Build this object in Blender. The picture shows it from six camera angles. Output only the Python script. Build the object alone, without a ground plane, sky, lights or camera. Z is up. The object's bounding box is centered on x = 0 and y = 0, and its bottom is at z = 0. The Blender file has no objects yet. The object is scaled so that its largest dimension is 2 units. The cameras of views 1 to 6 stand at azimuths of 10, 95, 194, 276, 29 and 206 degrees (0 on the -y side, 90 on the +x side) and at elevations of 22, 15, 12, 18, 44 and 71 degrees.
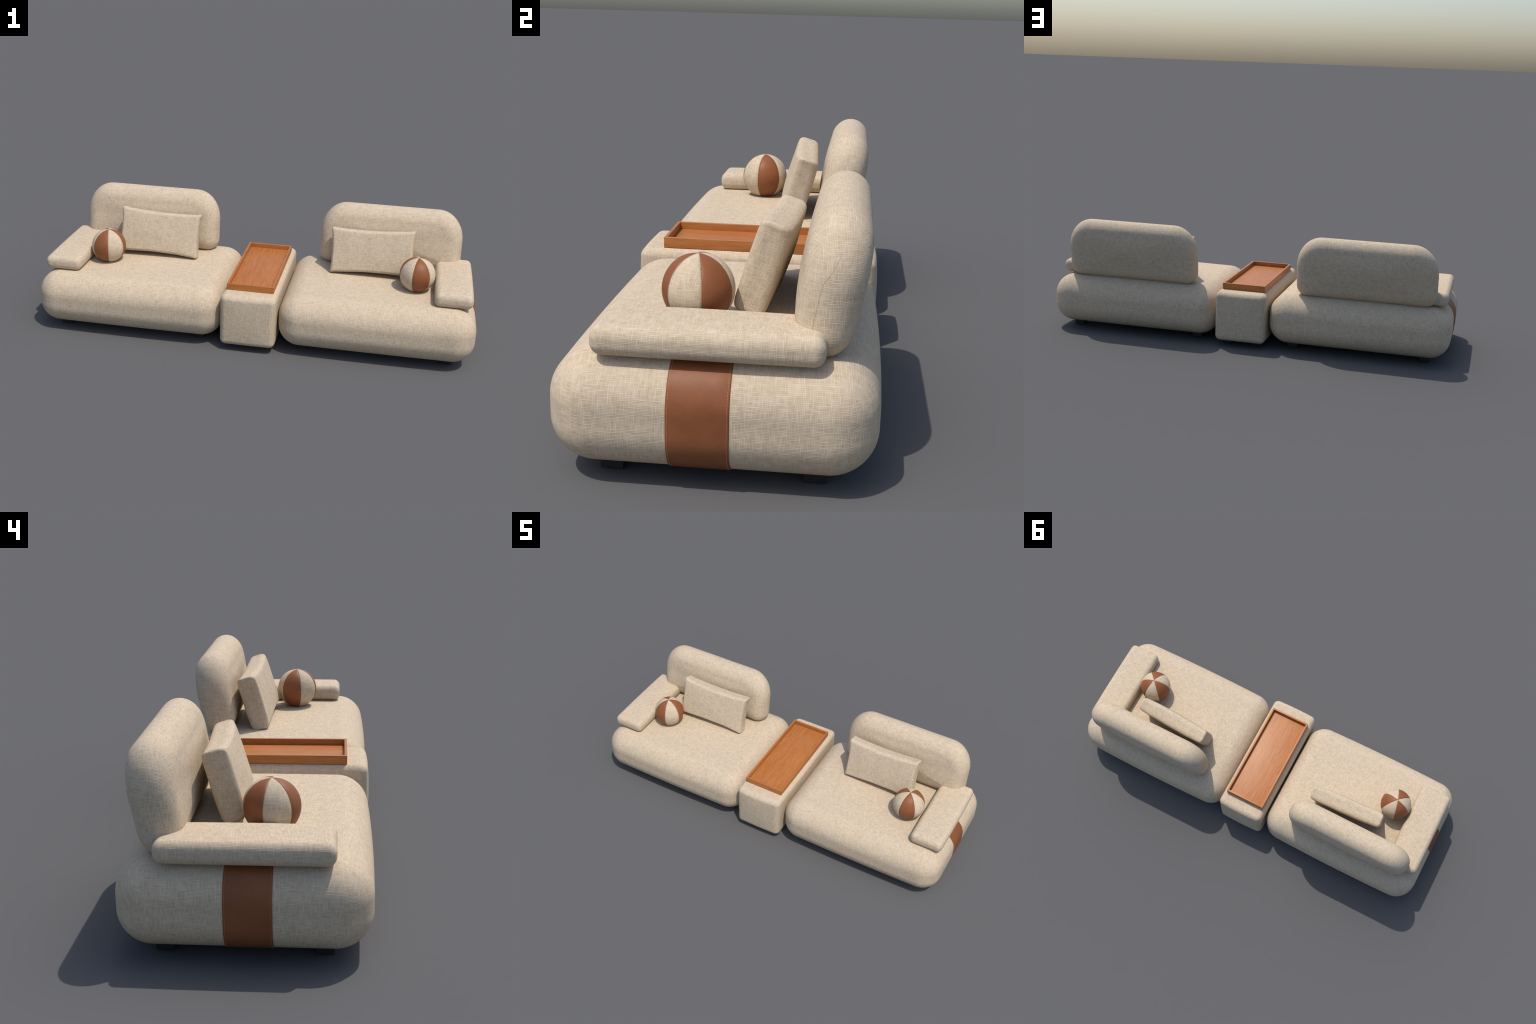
"""Modular sofa set: two mirrored upholstered seats with backrest, armrest and
leather strap, a low console between them carrying a wooden tray, two lumbar
pillows and two six-panel ball cushions."""
import bpy, math
import numpy as np
from mathutils import Matrix, Vector
from mathutils.bvhtree import BVHTree

scene = bpy.context.scene
COLL = scene.collection

# ------------------------------------------------------------------ materials
def new_mat(name):
    m = bpy.data.materials.new(name)
    m.use_nodes = True
    nt = m.node_tree
    nt.nodes.clear()
    out = nt.nodes.new("ShaderNodeOutputMaterial")
    b = nt.nodes.new("ShaderNodeBsdfPrincipled")
    nt.links.new(b.outputs[0], out.inputs[0])
    return m, nt, b


class NB:
    """Tiny helper for wiring nodes."""
    def __init__(self, nt):
        self.nt = nt

    def put(self, sock, v):
        if isinstance(v, bpy.types.NodeSocket):
            self.nt.links.new(v, sock)
        elif v is not None:
            sock.default_value = v

    def math(self, op, a, b=None, c=None, clamp=False):
        n = self.nt.nodes.new("ShaderNodeMath")
        n.operation = op
        n.use_clamp = clamp
        for i, v in enumerate((a, b, c)):
            if v is not None:
                self.put(n.inputs[i], v)
        return n.outputs[0]

    def xyz(self, x=0.0, y=0.0, z=0.0):
        n = self.nt.nodes.new("ShaderNodeCombineXYZ")
        for i, v in enumerate((x, y, z)):
            self.put(n.inputs[i], v)
        return n.outputs[0]

    def sep(self, v):
        n = self.nt.nodes.new("ShaderNodeSeparateXYZ")
        self.put(n.inputs[0], v)
        return n.outputs

    def noise(self, vec, scale=1.0, detail=0.0, rough=0.5, dims="3D"):
        n = self.nt.nodes.new("ShaderNodeTexNoise")
        n.noise_dimensions = dims
        self.put(n.inputs["Vector"], vec)
        n.inputs["Scale"].default_value = scale
        n.inputs["Detail"].default_value = detail
        n.inputs["Roughness"].default_value = rough
        return n.outputs[0]

    def ramp(self, f, stops):
        n = self.nt.nodes.new("ShaderNodeValToRGB")
        e = n.color_ramp.elements
        while len(e) < len(stops):
            e.new(0.5)
        for el, (p, c) in zip(e, stops):
            el.position = p
            el.color = (*c, 1.0) if len(c) == 3 else c
        self.put(n.inputs[0], f)
        return n.outputs[0]

    def maprange(self, v, a, b, c, d, smooth=False):
        n = self.nt.nodes.new("ShaderNodeMapRange")
        if smooth:
            n.interpolation_type = "SMOOTHSTEP"
        self.put(n.inputs[0], v)
        for i, x in enumerate((a, b, c, d)):
            self.put(n.inputs[i + 1], x)
        return n.outputs[0]

    def mix(self, f, a, b, mode="MIX"):
        n = self.nt.nodes.new("ShaderNodeMix")
        n.data_type = "RGBA"
        n.blend_type = mode
        self.put(n.inputs[0], f)
        self.put(n.inputs[6], (*a, 1) if isinstance(a, tuple) else a)
        self.put(n.inputs[7], (*b, 1) if isinstance(b, tuple) else b)
        return n.outputs[2]

    def bump(self, h, strength, dist):
        n = self.nt.nodes.new("ShaderNodeBump")
        n.inputs["Strength"].default_value = strength
        n.inputs["Distance"].default_value = dist
        self.put(n.inputs["Height"], h)
        return n.outputs[0]


def weave_group():
    """Slubby linen weave on a plane: In (u, v) in metres -> Value 0..1, low in the gaps painted as shaded."""
    g = bpy.data.node_groups.new("slub_weave", "ShaderNodeTree")
    g.interface.new_socket("U", in_out="INPUT", socket_type="NodeSocketFloat")
    g.interface.new_socket("V", in_out="INPUT", socket_type="NodeSocketFloat")
    g.interface.new_socket("Value", in_out="OUTPUT", socket_type="NodeSocketFloat")
    i = g.nodes.new("NodeGroupInput")
    o = g.nodes.new("NodeGroupOutput")
    k = NB(g)
    u, v = i.outputs[0], i.outputs[1]
    wob = k.noise(k.xyz(u, v), 11.0, 1.0, dims="2D")
    pitch = 0.0032

    def yarns(along, across, seed):
        """Parallel yarns: each has its own tone that swells and fades along its length."""
        q = k.math("DIVIDE", k.math("ADD", across, k.math("MULTIPLY", wob, 0.003)), pitch)
        index = k.math("FLOOR", q)
        tone = k.noise(k.xyz(k.math("MULTIPLY", along, 44.0), k.math("MULTIPLY", index, 7.31 + seed)), 1.0, 0.0, 0.5, "2D")
        # yarn roundness shaded into the colour: lightened crown, darkened gap beside it
        crown = k.math("SINE", k.math("MULTIPLY", k.math("FRACT", q), math.pi))
        tone = k.math("MULTIPLY_ADD", tone, 0.64, 0.18)
        return k.math("ADD", tone, k.math("MULTIPLY", k.math("SUBTRACT", crown, 0.64), 0.34))

    a = yarns(u, v, 0.0)
    b = yarns(v, u, 0.37)
    # which direction leads changes in small blocks, as in a basket weave
    blk = k.maprange(k.noise(k.xyz(u, v), 45.0, 0.0, dims="2D"), 0.35, 0.65, 0.32, 0.68, True)
    both = k.math("ADD", k.math("MULTIPLY", a, blk), k.math("MULTIPLY", b, k.math("SUBTRACT", 1.0, blk)))
    # dark pinholes stay only where neither yarn covers
    over = k.math("SUBTRACT", k.math("MAXIMUM", a, b), 0.075)
    r = k.math("ADD", k.math("MULTIPLY", both, 0.4), k.math("MULTIPLY", over, 0.6))
    k.nt.links.new(r, o.inputs[0])
    return g


WEAVE = None


def fabric_material(name, dark, mid, light, bump=0.5):
    global WEAVE
    if WEAVE is None:
        WEAVE = weave_group()
    m, nt, bs = new_mat(name)
    k = NB(nt)
    tc = nt.nodes.new("ShaderNodeTexCoord")
    oi = nt.nodes.new("ShaderNodeObjectInfo")
    off = k.math("MULTIPLY", oi.outputs["Random"], 7.0)
    x, y, z = k.sep(tc.outputs["Object"])
    x = k.math("ADD", x, off)
    y = k.math("ADD", y, off)
    z = k.math("ADD", z, off)
    nx, ny, nz = [k.math("POWER", k.math("ABSOLUTE", c), 9.0) for c in k.sep(tc.outputs["Normal"])]
    tot = k.math("ADD", k.math("ADD", nx, ny), nz)
    val = None
    for w, (a, b) in ((nx, (y, z)), (ny, (x, z)), (nz, (x, y))):
        n = nt.nodes.new("ShaderNodeGroup")
        n.node_tree = WEAVE
        k.put(n.inputs[0], a)
        k.put(n.inputs[1], b)
        t = k.math("MULTIPLY", n.outputs[0], k.math("DIVIDE", w, tot))
        val = t if val is None else k.math("ADD", val, t)
    col = k.ramp(val, [(0.24, dark), (0.49, mid), (0.72, light)])
    broad = k.noise(tc.outputs["Object"], 9.0, 2.0)
    col = k.mix(k.maprange(broad, 0.3, 0.7, 0.0, 0.10), col, mid)
    k.put(bs.inputs["Base Color"], col)
    bs.inputs["Roughness"].default_value = 0.92
    bs.inputs["Specular IOR Level"].default_value = 0.2
    k.put(bs.inputs["Normal"], k.bump(k.maprange(val, 0.25, 0.70, 0.0, 1.0), bump, 0.0006))
    return m


def leather_material(name, base, deep):
    m, nt, bs = new_mat(name)
    k = NB(nt)
    tc = nt.nodes.new("ShaderNodeTexCoord")
    co = tc.outputs["Object"]
    broad = k.noise(co, 14.0, 3.0, 0.6)
    fine = k.noise(co, 260.0, 2.0, 0.6)
    f = k.math("ADD", k.math("MULTIPLY", broad, 0.8), k.math("MULTIPLY", fine, 0.2))
    k.put(bs.inputs["Base Color"], k.ramp(f, [(0.32, deep), (0.62, base)]))
    bs.inputs["Roughness"].default_value = 0.5
    bs.inputs["Specular IOR Level"].default_value = 0.3
    vo = nt.nodes.new("ShaderNodeTexVoronoi")
    vo.inputs["Scale"].default_value = 420.0
    k.put(vo.inputs["Vector"], co)
    k.put(bs.inputs["Normal"], k.bump(vo.outputs["Distance"], 0.12, 0.0006))
    return m


def wood_material(name, along, dark, mid, light, staves=False):
    """Straight-grained oiled wood, grain along axis 0 (x) or 1 (y)."""
    m, nt, bs = new_mat(name)
    k = NB(nt)
    tc = nt.nodes.new("ShaderNodeTexCoord")
    x, y, z = k.sep(tc.outputs["Object"])
    L, C = (x, y) if along == 0 else (y, x)
    tone = None
    if staves:
        # narrow glued staves with staggered ends, each a slightly different tone
        row = k.math("FLOOR", k.math("DIVIDE", C, 0.021))
        wn = nt.nodes.new("ShaderNodeTexWhiteNoise")
        wn.noise_dimensions = "1D"
        k.put(wn.inputs["W"], row)
        seg = k.math("FLOOR", k.math("ADD", k.math("DIVIDE", L, 0.19), k.math("MULTIPLY", wn.outputs[0], 3.0)))
        w2 = nt.nodes.new("ShaderNodeTexWhiteNoise")
        w2.noise_dimensions = "2D"
        k.put(w2.inputs["Vector"], k.xyz(row, seg))
        tone = w2.outputs[0]
        C = k.math("ADD", C, k.math("MULTIPLY", tone, 3.0))
    wob = k.noise(k.xyz(k.math("MULTIPLY", L, 6.0), k.math("MULTIPLY", C, 20.0), z), 1.0, 1.0)
    Cw = k.math("ADD", C, k.math("MULTIPLY", wob, 0.012))
    g1 = k.noise(k.xyz(k.math("MULTIPLY", L, 12.0), k.math("MULTIPLY", Cw, 160.0), k.math("MULTIPLY", z, 160.0)), 1.0, 2.0, 0.6)
    g2 = k.noise(k.xyz(k.math("MULTIPLY", L, 40.0), k.math("MULTIPLY", Cw, 600.0), k.math("MULTIPLY", z, 600.0)), 1.0, 1.0, 0.5)
    f = k.math("ADD", k.math("MULTIPLY", g1, 0.65), k.math("MULTIPLY", g2, 0.35))
    if tone is not None:
        f = k.math("ADD", f, k.math("MULTIPLY", k.math("SUBTRACT", tone, 0.5), 0.09))
    k.put(bs.inputs["Base Color"], k.ramp(f, [(0.33, dark), (0.5, mid), (0.68, light)]))
    bs.inputs["Roughness"].default_value = 0.45
    bs.inputs["Specular IOR Level"].default_value = 0.4
    k.put(bs.inputs["Normal"], k.bump(f, 0.15, 0.0006))
    return m


def plain_material(name, col, rough):
    m, nt, bs = new_mat(name)
    k = NB(nt)
    tc = nt.nodes.new("ShaderNodeTexCoord")
    n = k.noise(tc.outputs["Object"], 120.0, 2.0)
    k.put(bs.inputs["Base Color"], k.ramp(n, [(0.3, tuple(c * 0.8 for c in col)), (0.7, col)]))
    bs.inputs["Roughness"].default_value = rough
    return m


FABRIC = fabric_material("linen_fabric", (0.425, 0.328, 0.22), (0.546, 0.441, 0.317), (0.635, 0.53, 0.397))
BALLFAB = FABRIC
LEATHER = leather_material("tan_leather", (0.255, 0.090, 0.034), (0.208, 0.069, 0.025))
WOOD_FLOOR = wood_material("oiled_wood_staves", 1, (0.345, 0.112, 0.024), (0.41, 0.146, 0.036), (0.465, 0.18, 0.050), True)
WOOD_Y = wood_material("oiled_wood_long", 1, (0.345, 0.115, 0.024), (0.405, 0.146, 0.035), (0.455, 0.175, 0.048))
WOOD_X = wood_material("oiled_wood_short", 0, (0.345, 0.115, 0.024), (0.405, 0.146, 0.035), (0.455, 0.175, 0.048))
FOOT = plain_material("black_plastic", (0.018, 0.018, 0.017), 0.55)
THREAD = plain_material("stitch_thread", (0.50, 0.24, 0.11), 0.8)
SEAM = plain_material("seam_thread", (0.47, 0.38, 0.28), 0.9)
PIPING = plain_material("piping_cord", (0.42, 0.29, 0.16), 0.8)
GROOVE = plain_material("dark_seam_gap", (0.10, 0.055, 0.03), 0.9)


# ------------------------------------------------------------------ helpers
def mesh_object(name, verts, faces, mat, parent=None, smooth=True):
    me = bpy.data.meshes.new(name)
    me.from_pydata([tuple(map(float, v)) for v in verts], [], [tuple(map(int, f)) for f in faces])
    me.validate()
    me.polygons.foreach_set("use_smooth", [smooth] * len(me.polygons))
    me.materials.append(mat)
    me.update()
    ob = bpy.data.objects.new(name, me)
    COLL.objects.link(ob)
    ob.parent = parent
    return ob


def empty(name, loc, label, category):
    e = bpy.data.objects.new(name, None)
    e.empty_display_size = 0.1
    e.location = loc
    COLL.objects.link(e)
    e["label"] = label
    e["category"] = category
    return e


def axis_params(flat, arc):
    """(flat position, arc position) along one axis of the cube grid."""
    out = [(-1.0, -1 + i / arc) for i in range(arc)]
    out += [(-1 + 2 * i / flat, 0.0) for i in range(flat + 1)]
    out += [(1.0, (i + 1) / arc) for i in range(arc)]
    return out


def rounded_box(half, radius, flat=(20, 20, 20), arc=8, radius_low=None, power=2.0):
    """Cushion solid: box of half extents `half`, elliptical edge radii `radius`
    (and `radius_low` towards -z).  Returns verts, faces."""
    hx, hy, hz = half
    pa = [axis_params(flat[i], arc) for i in range(3)]
    ix = {}
    V, F = [], []
    rt = np.array(radius, float)
    rb = np.array(radius_low if radius_low is not None else radius, float)

    def point(q):
        d = np.array([math.tan(c[1] * math.pi / 4) for c in q])
        n = (np.abs(d) ** power).sum() ** (1 / power)
        d = d / n if n > 1e-9 else d
        s = (q[2][0] + 1) / 2
        s = s * s * (3 - 2 * s)
        r = rb * (1 - s) + rt * s
        zc = (hz - rt[2]) * s - (hz - rb[2]) * (1 - s)
        rz = rt[2] if d[2] > 0 else rb[2]
        return (q[0][0] * (hx - r[0]) + d[0] * r[0], q[1][0] * (hy - r[1]) + d[1] * r[1],
                (-(hz - rb[2]) + (2 * hz - rb[2] - rt[2]) * (q[2][0] + 1) / 2) + d[2] * rz)

    def vid(q):
        p = point(q)
        key = tuple(round(c, 6) for c in p)
        if key not in ix:
            ix[key] = len(V)
            V.append(p)
        return ix[key]

    for ax in range(3):
        a, b = (ax + 1) % 3, (ax + 2) % 3
        for sgn in (-1, 1):
            grid = []
            for ta in pa[a]:
                row = []
                for tb in pa[b]:
                    q = [None] * 3
                    q[ax] = (float(sgn), float(sgn))
                    q[a], q[b] = ta, tb
                    row.append(vid(q))
                grid.append(row)
            for i in range(len(grid) - 1):
                for j in range(len(grid[0]) - 1):
                    f = [grid[i][j], grid[i + 1][j], grid[i + 1][j + 1], grid[i][j + 1]]
                    if sgn < 0:
                        f.reverse()
                    g = [f[t] for t in range(4) if f[t] != f[t - 1]]
                    if len(g) >= 3:
                        F.append(g)
    return np.array(V), F


def soft_noise(P, amp, freq, seed):
    """Gentle unevenness of stuffed upholstery: a sum of seeded sine waves."""
    rng = np.random.default_rng(seed)
    s = np.zeros(len(P))
    for _ in range(7):
        k = rng.normal(size=3) * freq
        s += np.sin(P @ k + rng.uniform(0, 6.28))
    return s * amp / 7


def bevel_box(name, size, centre, bev, mat, parent):
    V, F = rounded_box([s / 2 for s in size], (bev,) * 3, (1, 1, 1), 2)
    ob = mesh_object(name, V, F, mat, parent)
    ob.location = centre
    return ob


def tube(name, pts, r, mat, parent, sides=6):
    V, F = [], []
    P = [Vector(p) for p in pts]
    for i, p in enumerate(P):
        t = (P[min(i + 1, len(P) - 1)] - P[max(i - 1, 0)]).normalized()
        n = t.orthogonal().normalized()
        b = t.cross(n)
        for j in range(sides):
            a = 2 * math.pi * j / sides
            V.append(p + (n * math.cos(a) + b * math.sin(a)) * r)
    for i in range(len(P) - 1):
        for j in range(sides):
            F.append((i * sides + j, i * sides + (j + 1) % sides, (i + 1) * sides + (j + 1) % sides, (i + 1) * sides + j))
    return mesh_object(name, V, F, mat, parent)


# ------------------------------------------------------------------ dimensions
SEAT_X0, SEAT_X1 = 0.1285, 0.9975
SEAT_HALF = ((SEAT_X1 - SEAT_X0) / 2, 0.3325, 0.1195)
SEAT_C = ((SEAT_X0 + SEAT_X1) / 2, 0.0, 0.0275 + 0.1195)
SEAT_R = (0.098, 0.098, 0.098)

BACK_C, BACK_HALF = (0.5875, 0.231, 0.4090), (0.335, 0.074, 0.1472)
ARM_C, ARM_HALF = (0.890, -0.008, 0.3005), (0.083, 0.232, 0.0312)
STRAP_Y, STRAP_W, STRAP_T = -0.0185, 0.125, 0.0025


def seat_shape(P):
    """Sides swell out a little at mid length, the top is faintly crowned."""
    hx, hy, hz = SEAT_HALF
    x, y, z = P.T / np.array([[hx], [hy], [hz]])
    Q = P.copy()
    Q[:, 2] += np.where(z > 0, z, 0) * 0.0065 * (1 - x ** 2) * (1 - y ** 2)
    Q[:, 1] += y * 0.009 * np.clip(1 - x ** 2, 0, 1) * np.clip(1 - 0.6 * z ** 2, 0, 1)
    return Q


def back_shape(P):
    """Egg-like section: leans back a little, front face falls away to the top."""
    hx, hy, hz = BACK_HALF
    Q = P.copy()
    t = P[:, 2] / hz
    Q[:, 1] += 0.013 * t
    front = np.clip(-P[:, 1] / hy, 0, 1)
    Q[:, 1] += front * 0.005 * np.clip(t, 0, 1) ** 2
    Q[:, 1] -= front * 0.006 * np.clip(1 - ((t + 0.45) / 0.55) ** 2, 0, 1)
    rear = np.clip(P[:, 1] / hy, 0, 1)
    Q[:, 1] -= rear * 0.018 * np.clip(-t - 0.05, 0, 1)
    Q[:, 1] += rear * 0.004 * np.clip(1 - ((t - 0.4) / 0.5) ** 2, 0, 1)
    Q[:, 1] += soft_noise(P, 0.0012, 14, 3)
    return Q


MESH = {}


def shared(key, make, name, mat, parent):
    """First call builds the mesh, later calls share its data."""
    if key in MESH:
        ob = bpy.data.objects.new(name, MESH[key])
        COLL.objects.link(ob)
        ob.parent = parent
        return ob
    V, F = make()
    ob = mesh_object(name, V, F, mat, parent)
    MESH[key] = ob.data
    return ob


def make_seat():
    V, F = rounded_box(SEAT_HALF, SEAT_R, (40, 30, 6), 14)
    return seat_shape(V), F


def outline(inset, arc=10, nx=30, nz=10):
    """Rounded outline of the backrest front (x, z), pulled inwards by `inset`:
    wide top corners, tight bottom corners."""
    hx, hz = BACK_HALF[0] - inset, BACK_HALF[2] - inset
    top = (max(0.119 - 0.9 * inset, 0.02), max(0.141 - 0.9 * inset, 0.02))
    low = (max(0.056 - 0.8 * inset, 0.008),) * 2
    pts = []
    corners = [(1, 1, top, 0), (-1, 1, top, 90), (-1, -1, low, 180), (1, -1, low, 270)]
    for c, (sx, sz, r, a0) in enumerate(corners):
        cx, cz = sx * (hx - r[0]), sz * (hz - r[1])
        ring = [(cx + r[0] * math.cos(math.radians(a0 + 90 * i / arc)), cz + r[1] * math.sin(math.radians(a0 + 90 * i / arc))) for i in range(arc + 1)]
        if pts:
            n = nx if c in (1, 3) else nz
            p, q = pts[-1], ring[0]
            pts += [(p[0] + (q[0] - p[0]) * i / n, p[1] + (q[1] - p[1]) * i / n) for i in range(1, n)]
        pts += ring
    p, q = pts[-1], pts[0]
    pts += [(p[0] + (q[0] - p[0]) * i / nz, p[1] + (q[1] - p[1]) * i / nz) for i in range(1, nz)]
    return pts


def make_back():
    """The outline swept through a pill-shaped section, with gently domed faces."""
    hy, e = BACK_HALF[1], 0.062
    rings = []
    for s in range(-12, 13):
        a = math.radians(90 * s / 12)
        rings.append([(x, 0.064 * math.sin(a), z) for x, z in outline(e * (1 - math.cos(a)))])
    n = len(rings[0])
    core = outline(e)
    caps = []
    for f in (0.88, 0.72, 0.55, 0.36, 0.18):
        d = 0.064 + (hy - 0.064) * (1 - f ** 2)
        caps.append([(x * f, d, z * f) for x, z in core])
    rings = [[(x, -y, z) for x, y, z in c] for c in reversed(caps)] + rings + caps
    V = np.array([p for r in rings for p in r])
    F = []
    for i in range(len(rings) - 1):
        for j in range(n):
            k = (j + 1) % n
            F.append((i * n + j, i * n + k, (i + 1) * n + k, (i + 1) * n + j))
    m, last = len(V), len(V) - n
    V = np.vstack([V, [(0, -hy, 0), (0, hy, 0)]])
    for j in range(n):
        k = (j + 1) % n
        F.append((k, j, m))
        F.append((last + j, last + k, m + 1))
    return back_shape(V), [f[::-1] for f in F]


def make_arm():
    V, F = rounded_box(ARM_HALF, (0.024, 0.024, 0.027), (16, 40, 4), 8)
    x, y, z = V[:, 0] / ARM_HALF[0], V[:, 1] / ARM_HALF[1], V[:, 2] / ARM_HALF[2]
    V[:, 2] += np.where(z > 0, z, 0) * (0.0045 * (1 - x ** 2) * (1 - y ** 2))
    V[:, 0] += np.sign(x) * 0.002 * (1 - y ** 2) * np.abs(x)
    return V, F


def strap_path():
    """Outline of the seat end in the (outward, z) plane, top to underside."""
    hx, hy, hz = SEAT_HALF
    r = SEAT_R[0]
    pts = []
    for i in range(13):
        a = math.radians(90 - 90 * i / 12)
        pts.append((hx - r + r * math.cos(a), hz - r + r * math.sin(a), a))
    for i in range(13):
        a = math.radians(-90 * i / 12)
        pts.append((hx - r + r * math.cos(a), -(hz - r) + r * math.sin(a), a))
    pts.append((hx - r - 0.05, -hz, -math.pi / 2))
    return pts


def make_strap(side):
    path = strap_path()
    V, F = [], []
    w, t = STRAP_W / 2, STRAP_T
    sect = [(-w, -0.004), (-w, t * 0.45), (-w + 0.0008, t * 0.85), (-w + 0.002, t), (-w * 0.5, t + 0.0002), (0, t + 0.0003),
            (w * 0.5, t + 0.0002), (w - 0.002, t), (w - 0.0008, t * 0.85), (w, t * 0.45), (w, -0.004)]
    for x, z, a in path:
        for y, d in sect:
            V.append((side * (x + d * math.cos(a)), y, z + d * math.sin(a)))
    n = len(sect)
    for i in range(len(path) - 1):
        for j in range(n - 1):
            f = (i * n + j, i * n + j + 1, (i + 1) * n + j + 1, (i + 1) * n + j)
            F.append(f if side < 0 else f[::-1])
        j = n - 1
        f = (i * n + j, i * n, (i + 1) * n, (i + 1) * n + j)
        F.append(f if side < 0 else f[::-1])
    F.append(tuple(range(n)))
    F.append(tuple(range((len(path) - 1) * n, len(path) * n)))
    return V, F


def make_stitches(side):
    """Two rows of short stitches near the strap edges."""
    path = strap_path()
    P = np.array([(x + STRAP_T * math.cos(a), z + STRAP_T * math.sin(a)) for x, z, a in path])
    A = np.array([p[2] for p in path])
    s = np.r_[0, np.cumsum(np.hypot(*np.diff(P, axis=0).T))]
    V, F = [], []
    for edge in (-1, 1):
        y = edge * (STRAP_W / 2 - 0.0045)
        d = 0.002
        while d < s[-1] - 0.006:
            base = len(V)
            for q in (d, d + 0.0045):
                x, z = np.interp(q, s, P[:, 0]), np.interp(q, s, P[:, 1])
                a = np.interp(q, s, A)
                for dy, dn in ((-0.0005, -0.0004), (-0.0004, 0.0005), (0.0004, 0.0005), (0.0005, -0.0004)):
                    V.append((side * (x + dn * math.cos(a)), y + dy, z + dn * math.sin(a)))
            for j in range(4):
                F.append((base + j, base + (j + 1) % 4, base + 4 + (j + 1) % 4, base + 4 + j))
            F.append((base, base + 1, base + 2, base + 3))
            F.append((base + 4, base + 5, base + 6, base + 7))
            d += 0.0062
    return V, F


def make_pillow():
    """Flat box pillow: concave outline, pulled-out corners, slightly puffed faces."""
    hw, hd, hh = 0.193, 0.036, 0.106
    V, F = rounded_box((hw, hd, hh), (0.014, 0.022, 0.014), (44, 8, 26), 6)
    u, t, v = V[:, 0] / hw, V[:, 1] / hd, V[:, 2] / hh
    cu, cv = np.clip(1 - u ** 2, 0, 1), np.clip(1 - v ** 2, 0, 1)
    Q = V.copy()
    Q[:, 0] *= 1 - 0.030 * cv
    Q[:, 2] *= 1 - 0.085 * cu
    Q[:, 1] *= 1 + 0.22 * cu ** 0.7 * cv ** 0.7
    # the corners of the front and back panels are pulled out to small points
    ear = np.clip((np.abs(u) - 0.9) / 0.1, 0, 1) * np.clip((np.abs(v) - 0.82) / 0.18, 0, 1)
    Q[:, 0] += np.sign(u) * ear * 0.0035
    Q[:, 2] += np.sign(v) * ear * 0.0035
    # tucks running in from the corners
    d = (1 - np.abs(u)) * hw - (1 - np.abs(v)) * hh
    e = np.hypot((1 - np.abs(u)) * hw, (1 - np.abs(v)) * hh)
    Q[:, 1] -= np.sign(t) * (np.abs(t) > .6) * 0.0022 * np.exp(-(d / 0.006) ** 2) * np.exp(-((e - 0.02) / 0.012) ** 2)
    Q[:, 1] += soft_noise(V, 0.0025, 30, 11) * (np.abs(t) > .2)
    Q[:, 2] += soft_noise(V, 0.0015, 26, 12)
    return Q, F


def make_panel(radius=0.0797, width=math.radians(60)):
    """One gore of the ball: padded, its edges tucked into the seams."""
    nu, nv = 18, 44
    V, F = [], []
    for layer in (0, 1):
        for i in range(nv + 1):
            th = math.radians(1.2) + (math.pi - math.radians(2.4)) * i / nv
            for j in range(nu + 1):
                s = -1 + 2 * j / nu
                s = math.sin(s * math.pi / 2) ** 1 if abs(s) < 1 else s
                ph = s * (width / 2)
                edge = (1 - abs(s)) * (width / 2) * radius * math.sin(th)
                dip = 0.0020 * math.exp(-edge / 0.0016) * min(1, math.sin(th) * 3)
                r = radius - dip if layer == 0 else radius - 0.007
                V.append((r * math.sin(th) * math.cos(ph), r * math.sin(th) * math.sin(ph), r * math.cos(th)))
    n, off = nu + 1, (nu + 1) * (nv + 1)
    for i in range(nv):
        for j in range(nu):
            a = (i * n + j, (i + 1) * n + j, (i + 1) * n + j + 1, i * n + j + 1)
            F.append(a)
            F.append(tuple(off + q for q in reversed(a)))
    ring = [j for j in range(nu)] + [i * n + nu for i in range(nv)] + [nv * n + j for j in range(nu, 0, -1)] + [i * n for i in range(nv, 0, -1)]
    for q in range(len(ring)):
        a, b = ring[q], ring[(q + 1) % len(ring)]
        F.append((a, b, off + b, off + a))
    return V, F


def sphere(r, nu=48, nv=24):
    V = [(0, 0, r)]
    for i in range(1, nv):
        t = math.pi * i / nv
        V += [(r * math.sin(t) * math.cos(2 * math.pi * j / nu), r * math.sin(t) * math.sin(2 * math.pi * j / nu), r * math.cos(t)) for j in range(nu)]
    V.append((0, 0, -r))
    F = [(0, 1 + j, 1 + (j + 1) % nu) for j in range(nu)]
    for i in range(nv - 2):
        for j in range(nu):
            a, b = 1 + i * nu, 1 + (i + 1) * nu
            F.append((a + j, b + j, b + (j + 1) % nu, a + (j + 1) % nu))
    l = 1 + (nv - 2) * nu
    F += [(len(V) - 1, l + (j + 1) % nu, l + j) for j in range(nu)]
    return V, F


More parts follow.
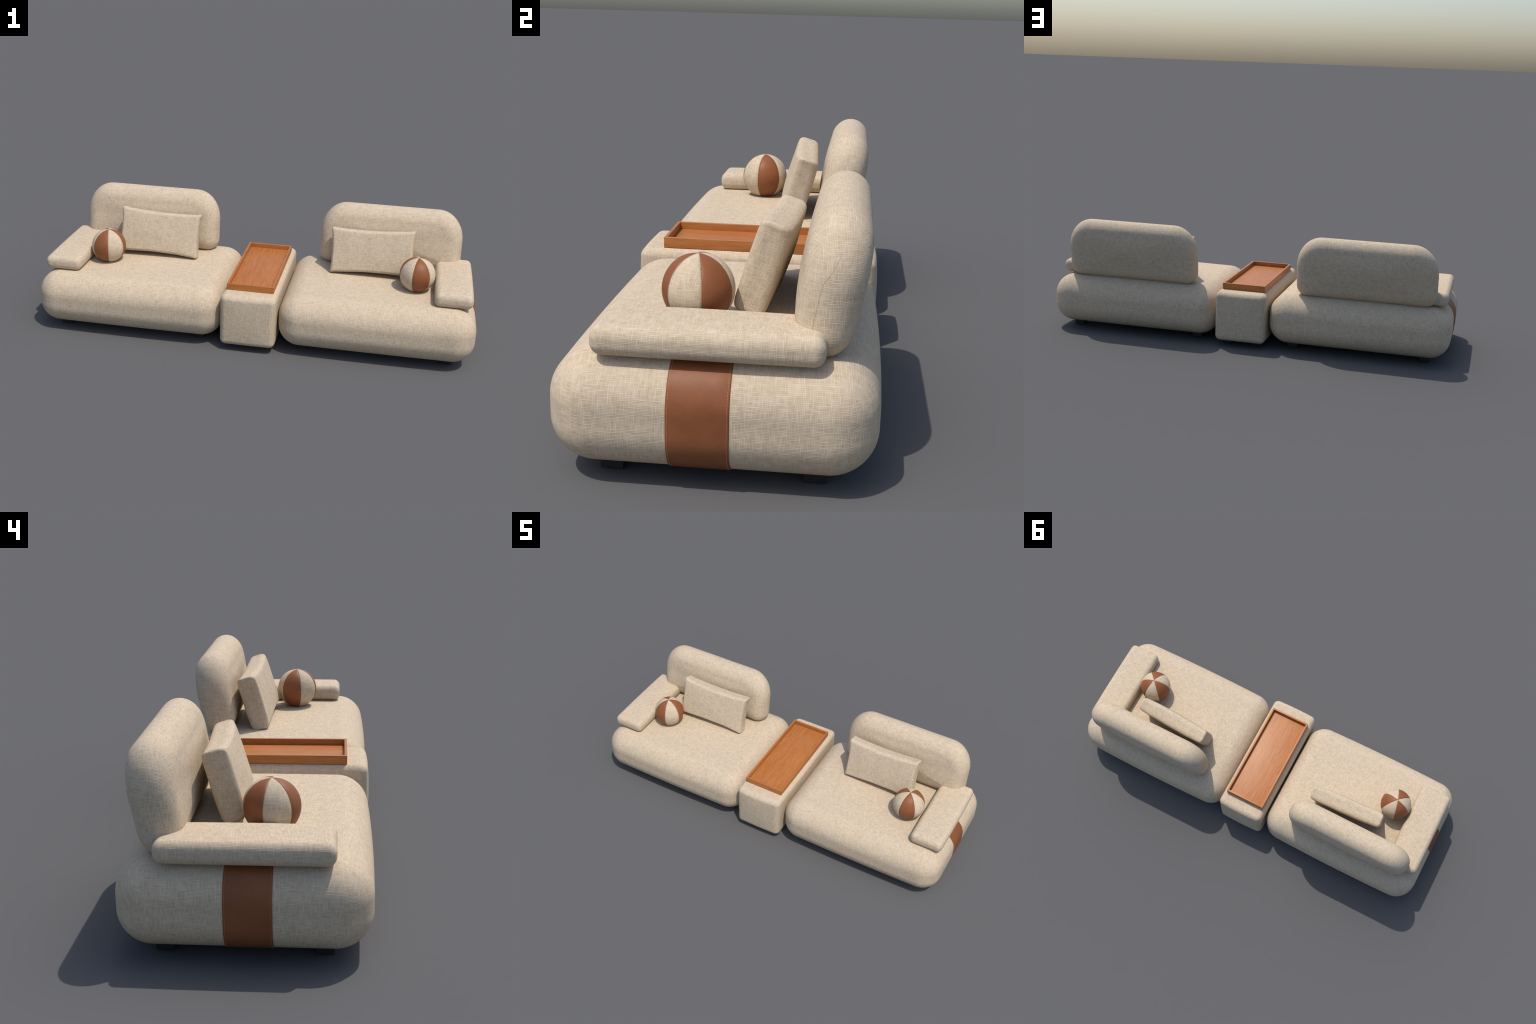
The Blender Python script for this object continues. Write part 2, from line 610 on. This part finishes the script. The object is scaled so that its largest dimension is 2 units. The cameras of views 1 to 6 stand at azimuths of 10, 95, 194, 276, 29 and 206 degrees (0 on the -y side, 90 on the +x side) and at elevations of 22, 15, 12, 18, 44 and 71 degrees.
# ------------------------------------------------------------------ the sofas
def build_sofa(side):
    cx = side * SEAT_C[0]
    sofa = empty("sofa", (cx, 0, 0), "low rounded beige linen sofa seat with leather side strap", "sofa")

    seat = shared("seat", make_seat, "seat", FABRIC, sofa)
    seat.location = (0, 0, SEAT_C[2])

    back = shared("back", make_back, "backrest", FABRIC, sofa)
    back.location = (side * (BACK_C[0] - SEAT_C[0]), BACK_C[1], BACK_C[2])

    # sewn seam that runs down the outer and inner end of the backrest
    hx, hy, hz = BACK_HALF
    for end in (-1, 1):
        pts = []
        prof = [(0.50, 0.10), (0.40, 0.02), (0.28, -0.08), (0.14, -0.26), (0.0, -0.33), (-0.2, -0.38), (-0.45, -0.44), (-0.7, -0.48)]
        for tz, ty in prof:
            zz, yy = tz * hz, ty * hy + 0.009 * tz
            pts.append((0.0, yy, zz))
        sm = []
        for i in range(len(pts) - 1):
            for q in range(6):
                p0, p1, p2, p3 = (Vector(pts[max(i - 1, 0)]), Vector(pts[i]), Vector(pts[i + 1]), Vector(pts[min(i + 2, len(pts) - 1)]))
                t = q / 6
                sm.append(0.5 * (2 * p1 + (p2 - p0) * t + (2 * p0 - 5 * p1 + 4 * p2 - p3) * t * t + (3 * p1 - p0 - 3 * p2 + p3) * t ** 3))
        tree = BVHTree.FromPolygons([v.co for v in back.data.vertices], [tuple(p.vertices) for p in back.data.polygons])
        sm = [tree.ray_cast(Vector((end, p.y, p.z)), Vector((-end, 0, 0)))[0] for p in sm]
        tube("seam", sm, 0.00045, SEAM, back)

    arm = shared("arm", make_arm, "armrest", FABRIC, sofa)
    arm.location = (side * (ARM_C[0] - SEAT_C[0]), ARM_C[1], ARM_C[2])

    V, F = make_strap(side)
    strap = mesh_object("strap", V, F, LEATHER, sofa)
    strap.location = (0, STRAP_Y, SEAT_C[2])
    V, F = make_stitches(side)
    st = mesh_object("stitching", V, F, THREAD, strap, smooth=False)
    st["kind"] = "stuff"

    for fx in (0.243, 0.883):
        for fy in (-0.211, 0.211):
            foot = shared("foot", lambda: rounded_box((0.0245, 0.0245, 0.025), (0.002,) * 3, (1, 1, 1), 2), "foot", FOOT, sofa)
            foot.location = (side * (fx - SEAT_C[0]), fy, 0.025)
    return sofa


for side in (1, -1):
    build_sofa(side)

# ------------------------------------------------------------------ console
console = empty("console", (0, 0, 0), "narrow beige upholstered console block between two seats", "side table")


def make_console():
    V, F = rounded_box((0.1245, 0.3325, 0.122), (0.026, 0.026, 0.026), (14, 34, 14), 8)
    x, z = V[:, 0] / 0.1225, V[:, 2] / 0.122
    V[:, 1] += V[:, 1] / 0.3325 * (0.003 + 0.009 * np.clip(1 - x ** 2, 0, 1) * np.clip(1 - z ** 2, 0, 1) ** 0.7)
    return V, F


V, F = make_console()
body = mesh_object("body", V, F, FABRIC, console)
body.location = (0, 0, 0.025 + 0.122)
for fx in (-0.075, 0.075):
    for fy in (-0.25, 0.25):
        f = shared("foot", None, "foot", FOOT, console)
        f.location = (fx, fy, 0.025)

# ------------------------------------------------------------------ tray
TX, TY, TZ0, TZ1, TW = 0.106, 0.2685, 0.2695, 0.2995, 0.0092
tray = empty("tray", (0, 0, TZ0), "shallow rectangular orange wooden serving tray", "tray")
bevel_box("base", (2 * TX - 2 * TW - 0.0004, 2 * TY - 2 * TW - 0.0004, 0.008), (0, 0, 0.0045), 0.0004, WOOD_FLOOR, tray)
for s in (-1, 1):
    bevel_box("long_wall", (TW, 2 * TY, TZ1 - TZ0), (s * (TX - TW / 2), 0, (TZ1 - TZ0) / 2), 0.0010, WOOD_Y, tray)
    bevel_box("end_wall", (2 * TX - 2 * TW, TW, TZ1 - TZ0), (0, s * (TY - TW / 2), (TZ1 - TZ0) / 2), 0.0010, WOOD_X, tray)

# ------------------------------------------------------------------ pillows
for side in (1, -1):
    pil = shared("pillow", make_pillow, "lumbar_pillow", FABRIC, None)
    pil["label"] = "rectangular beige linen lumbar pillow leaning on backrest"
    pil["category"] = "pillow"
    # leans back, outer end nearer the front and a little higher
    R = Matrix.Rotation(math.radians(-3.2 * side), 4, "Z")
    lean = Matrix.Rotation(math.radians(-16.0), 4, "X")
    roll = Matrix.Rotation(math.radians(-2.7 * side), 4, "Y")
    pil.matrix_world = Matrix.Translation((side * 0.511, 0.0785, 0.3805)) @ R @ lean @ roll

# ------------------------------------------------------------------ balls
for side in (1, -1):
    ball = empty("ball_cushion", (side * 0.725, -0.0625, 0.265), "round cushion with alternating leather and linen panels", "cushion")
    core = shared("core", lambda: sphere(0.0768), "core", GROOVE, ball)
    core.location = (0, 0, 0.080)
    for i in range(6):
        az = (-76 + 60 * i) if side > 0 else (-104 - 60 * i)
        kind = "leather" if i % 2 == 0 else "linen"
        p = shared("panel_" + kind, make_panel, kind + "_panel", LEATHER if i % 2 == 0 else BALLFAB, ball)
        p.location = (0, 0, 0.080)
        p.rotation_euler = (0, 0, math.radians(az))
    for i in range(6):
        az = math.radians(-46 + 60 * i if side > 0 else 226 - 60 * i)
        pts = [(0.0787 * math.sin(t) * math.cos(az), 0.0787 * math.sin(t) * math.sin(az), 0.0787 * math.cos(t))
               for t in [math.pi * q / 48 for q in range(49)]]
        tube("piping", pts, 0.0007, PIPING, ball).location = (0, 0, 0.080)
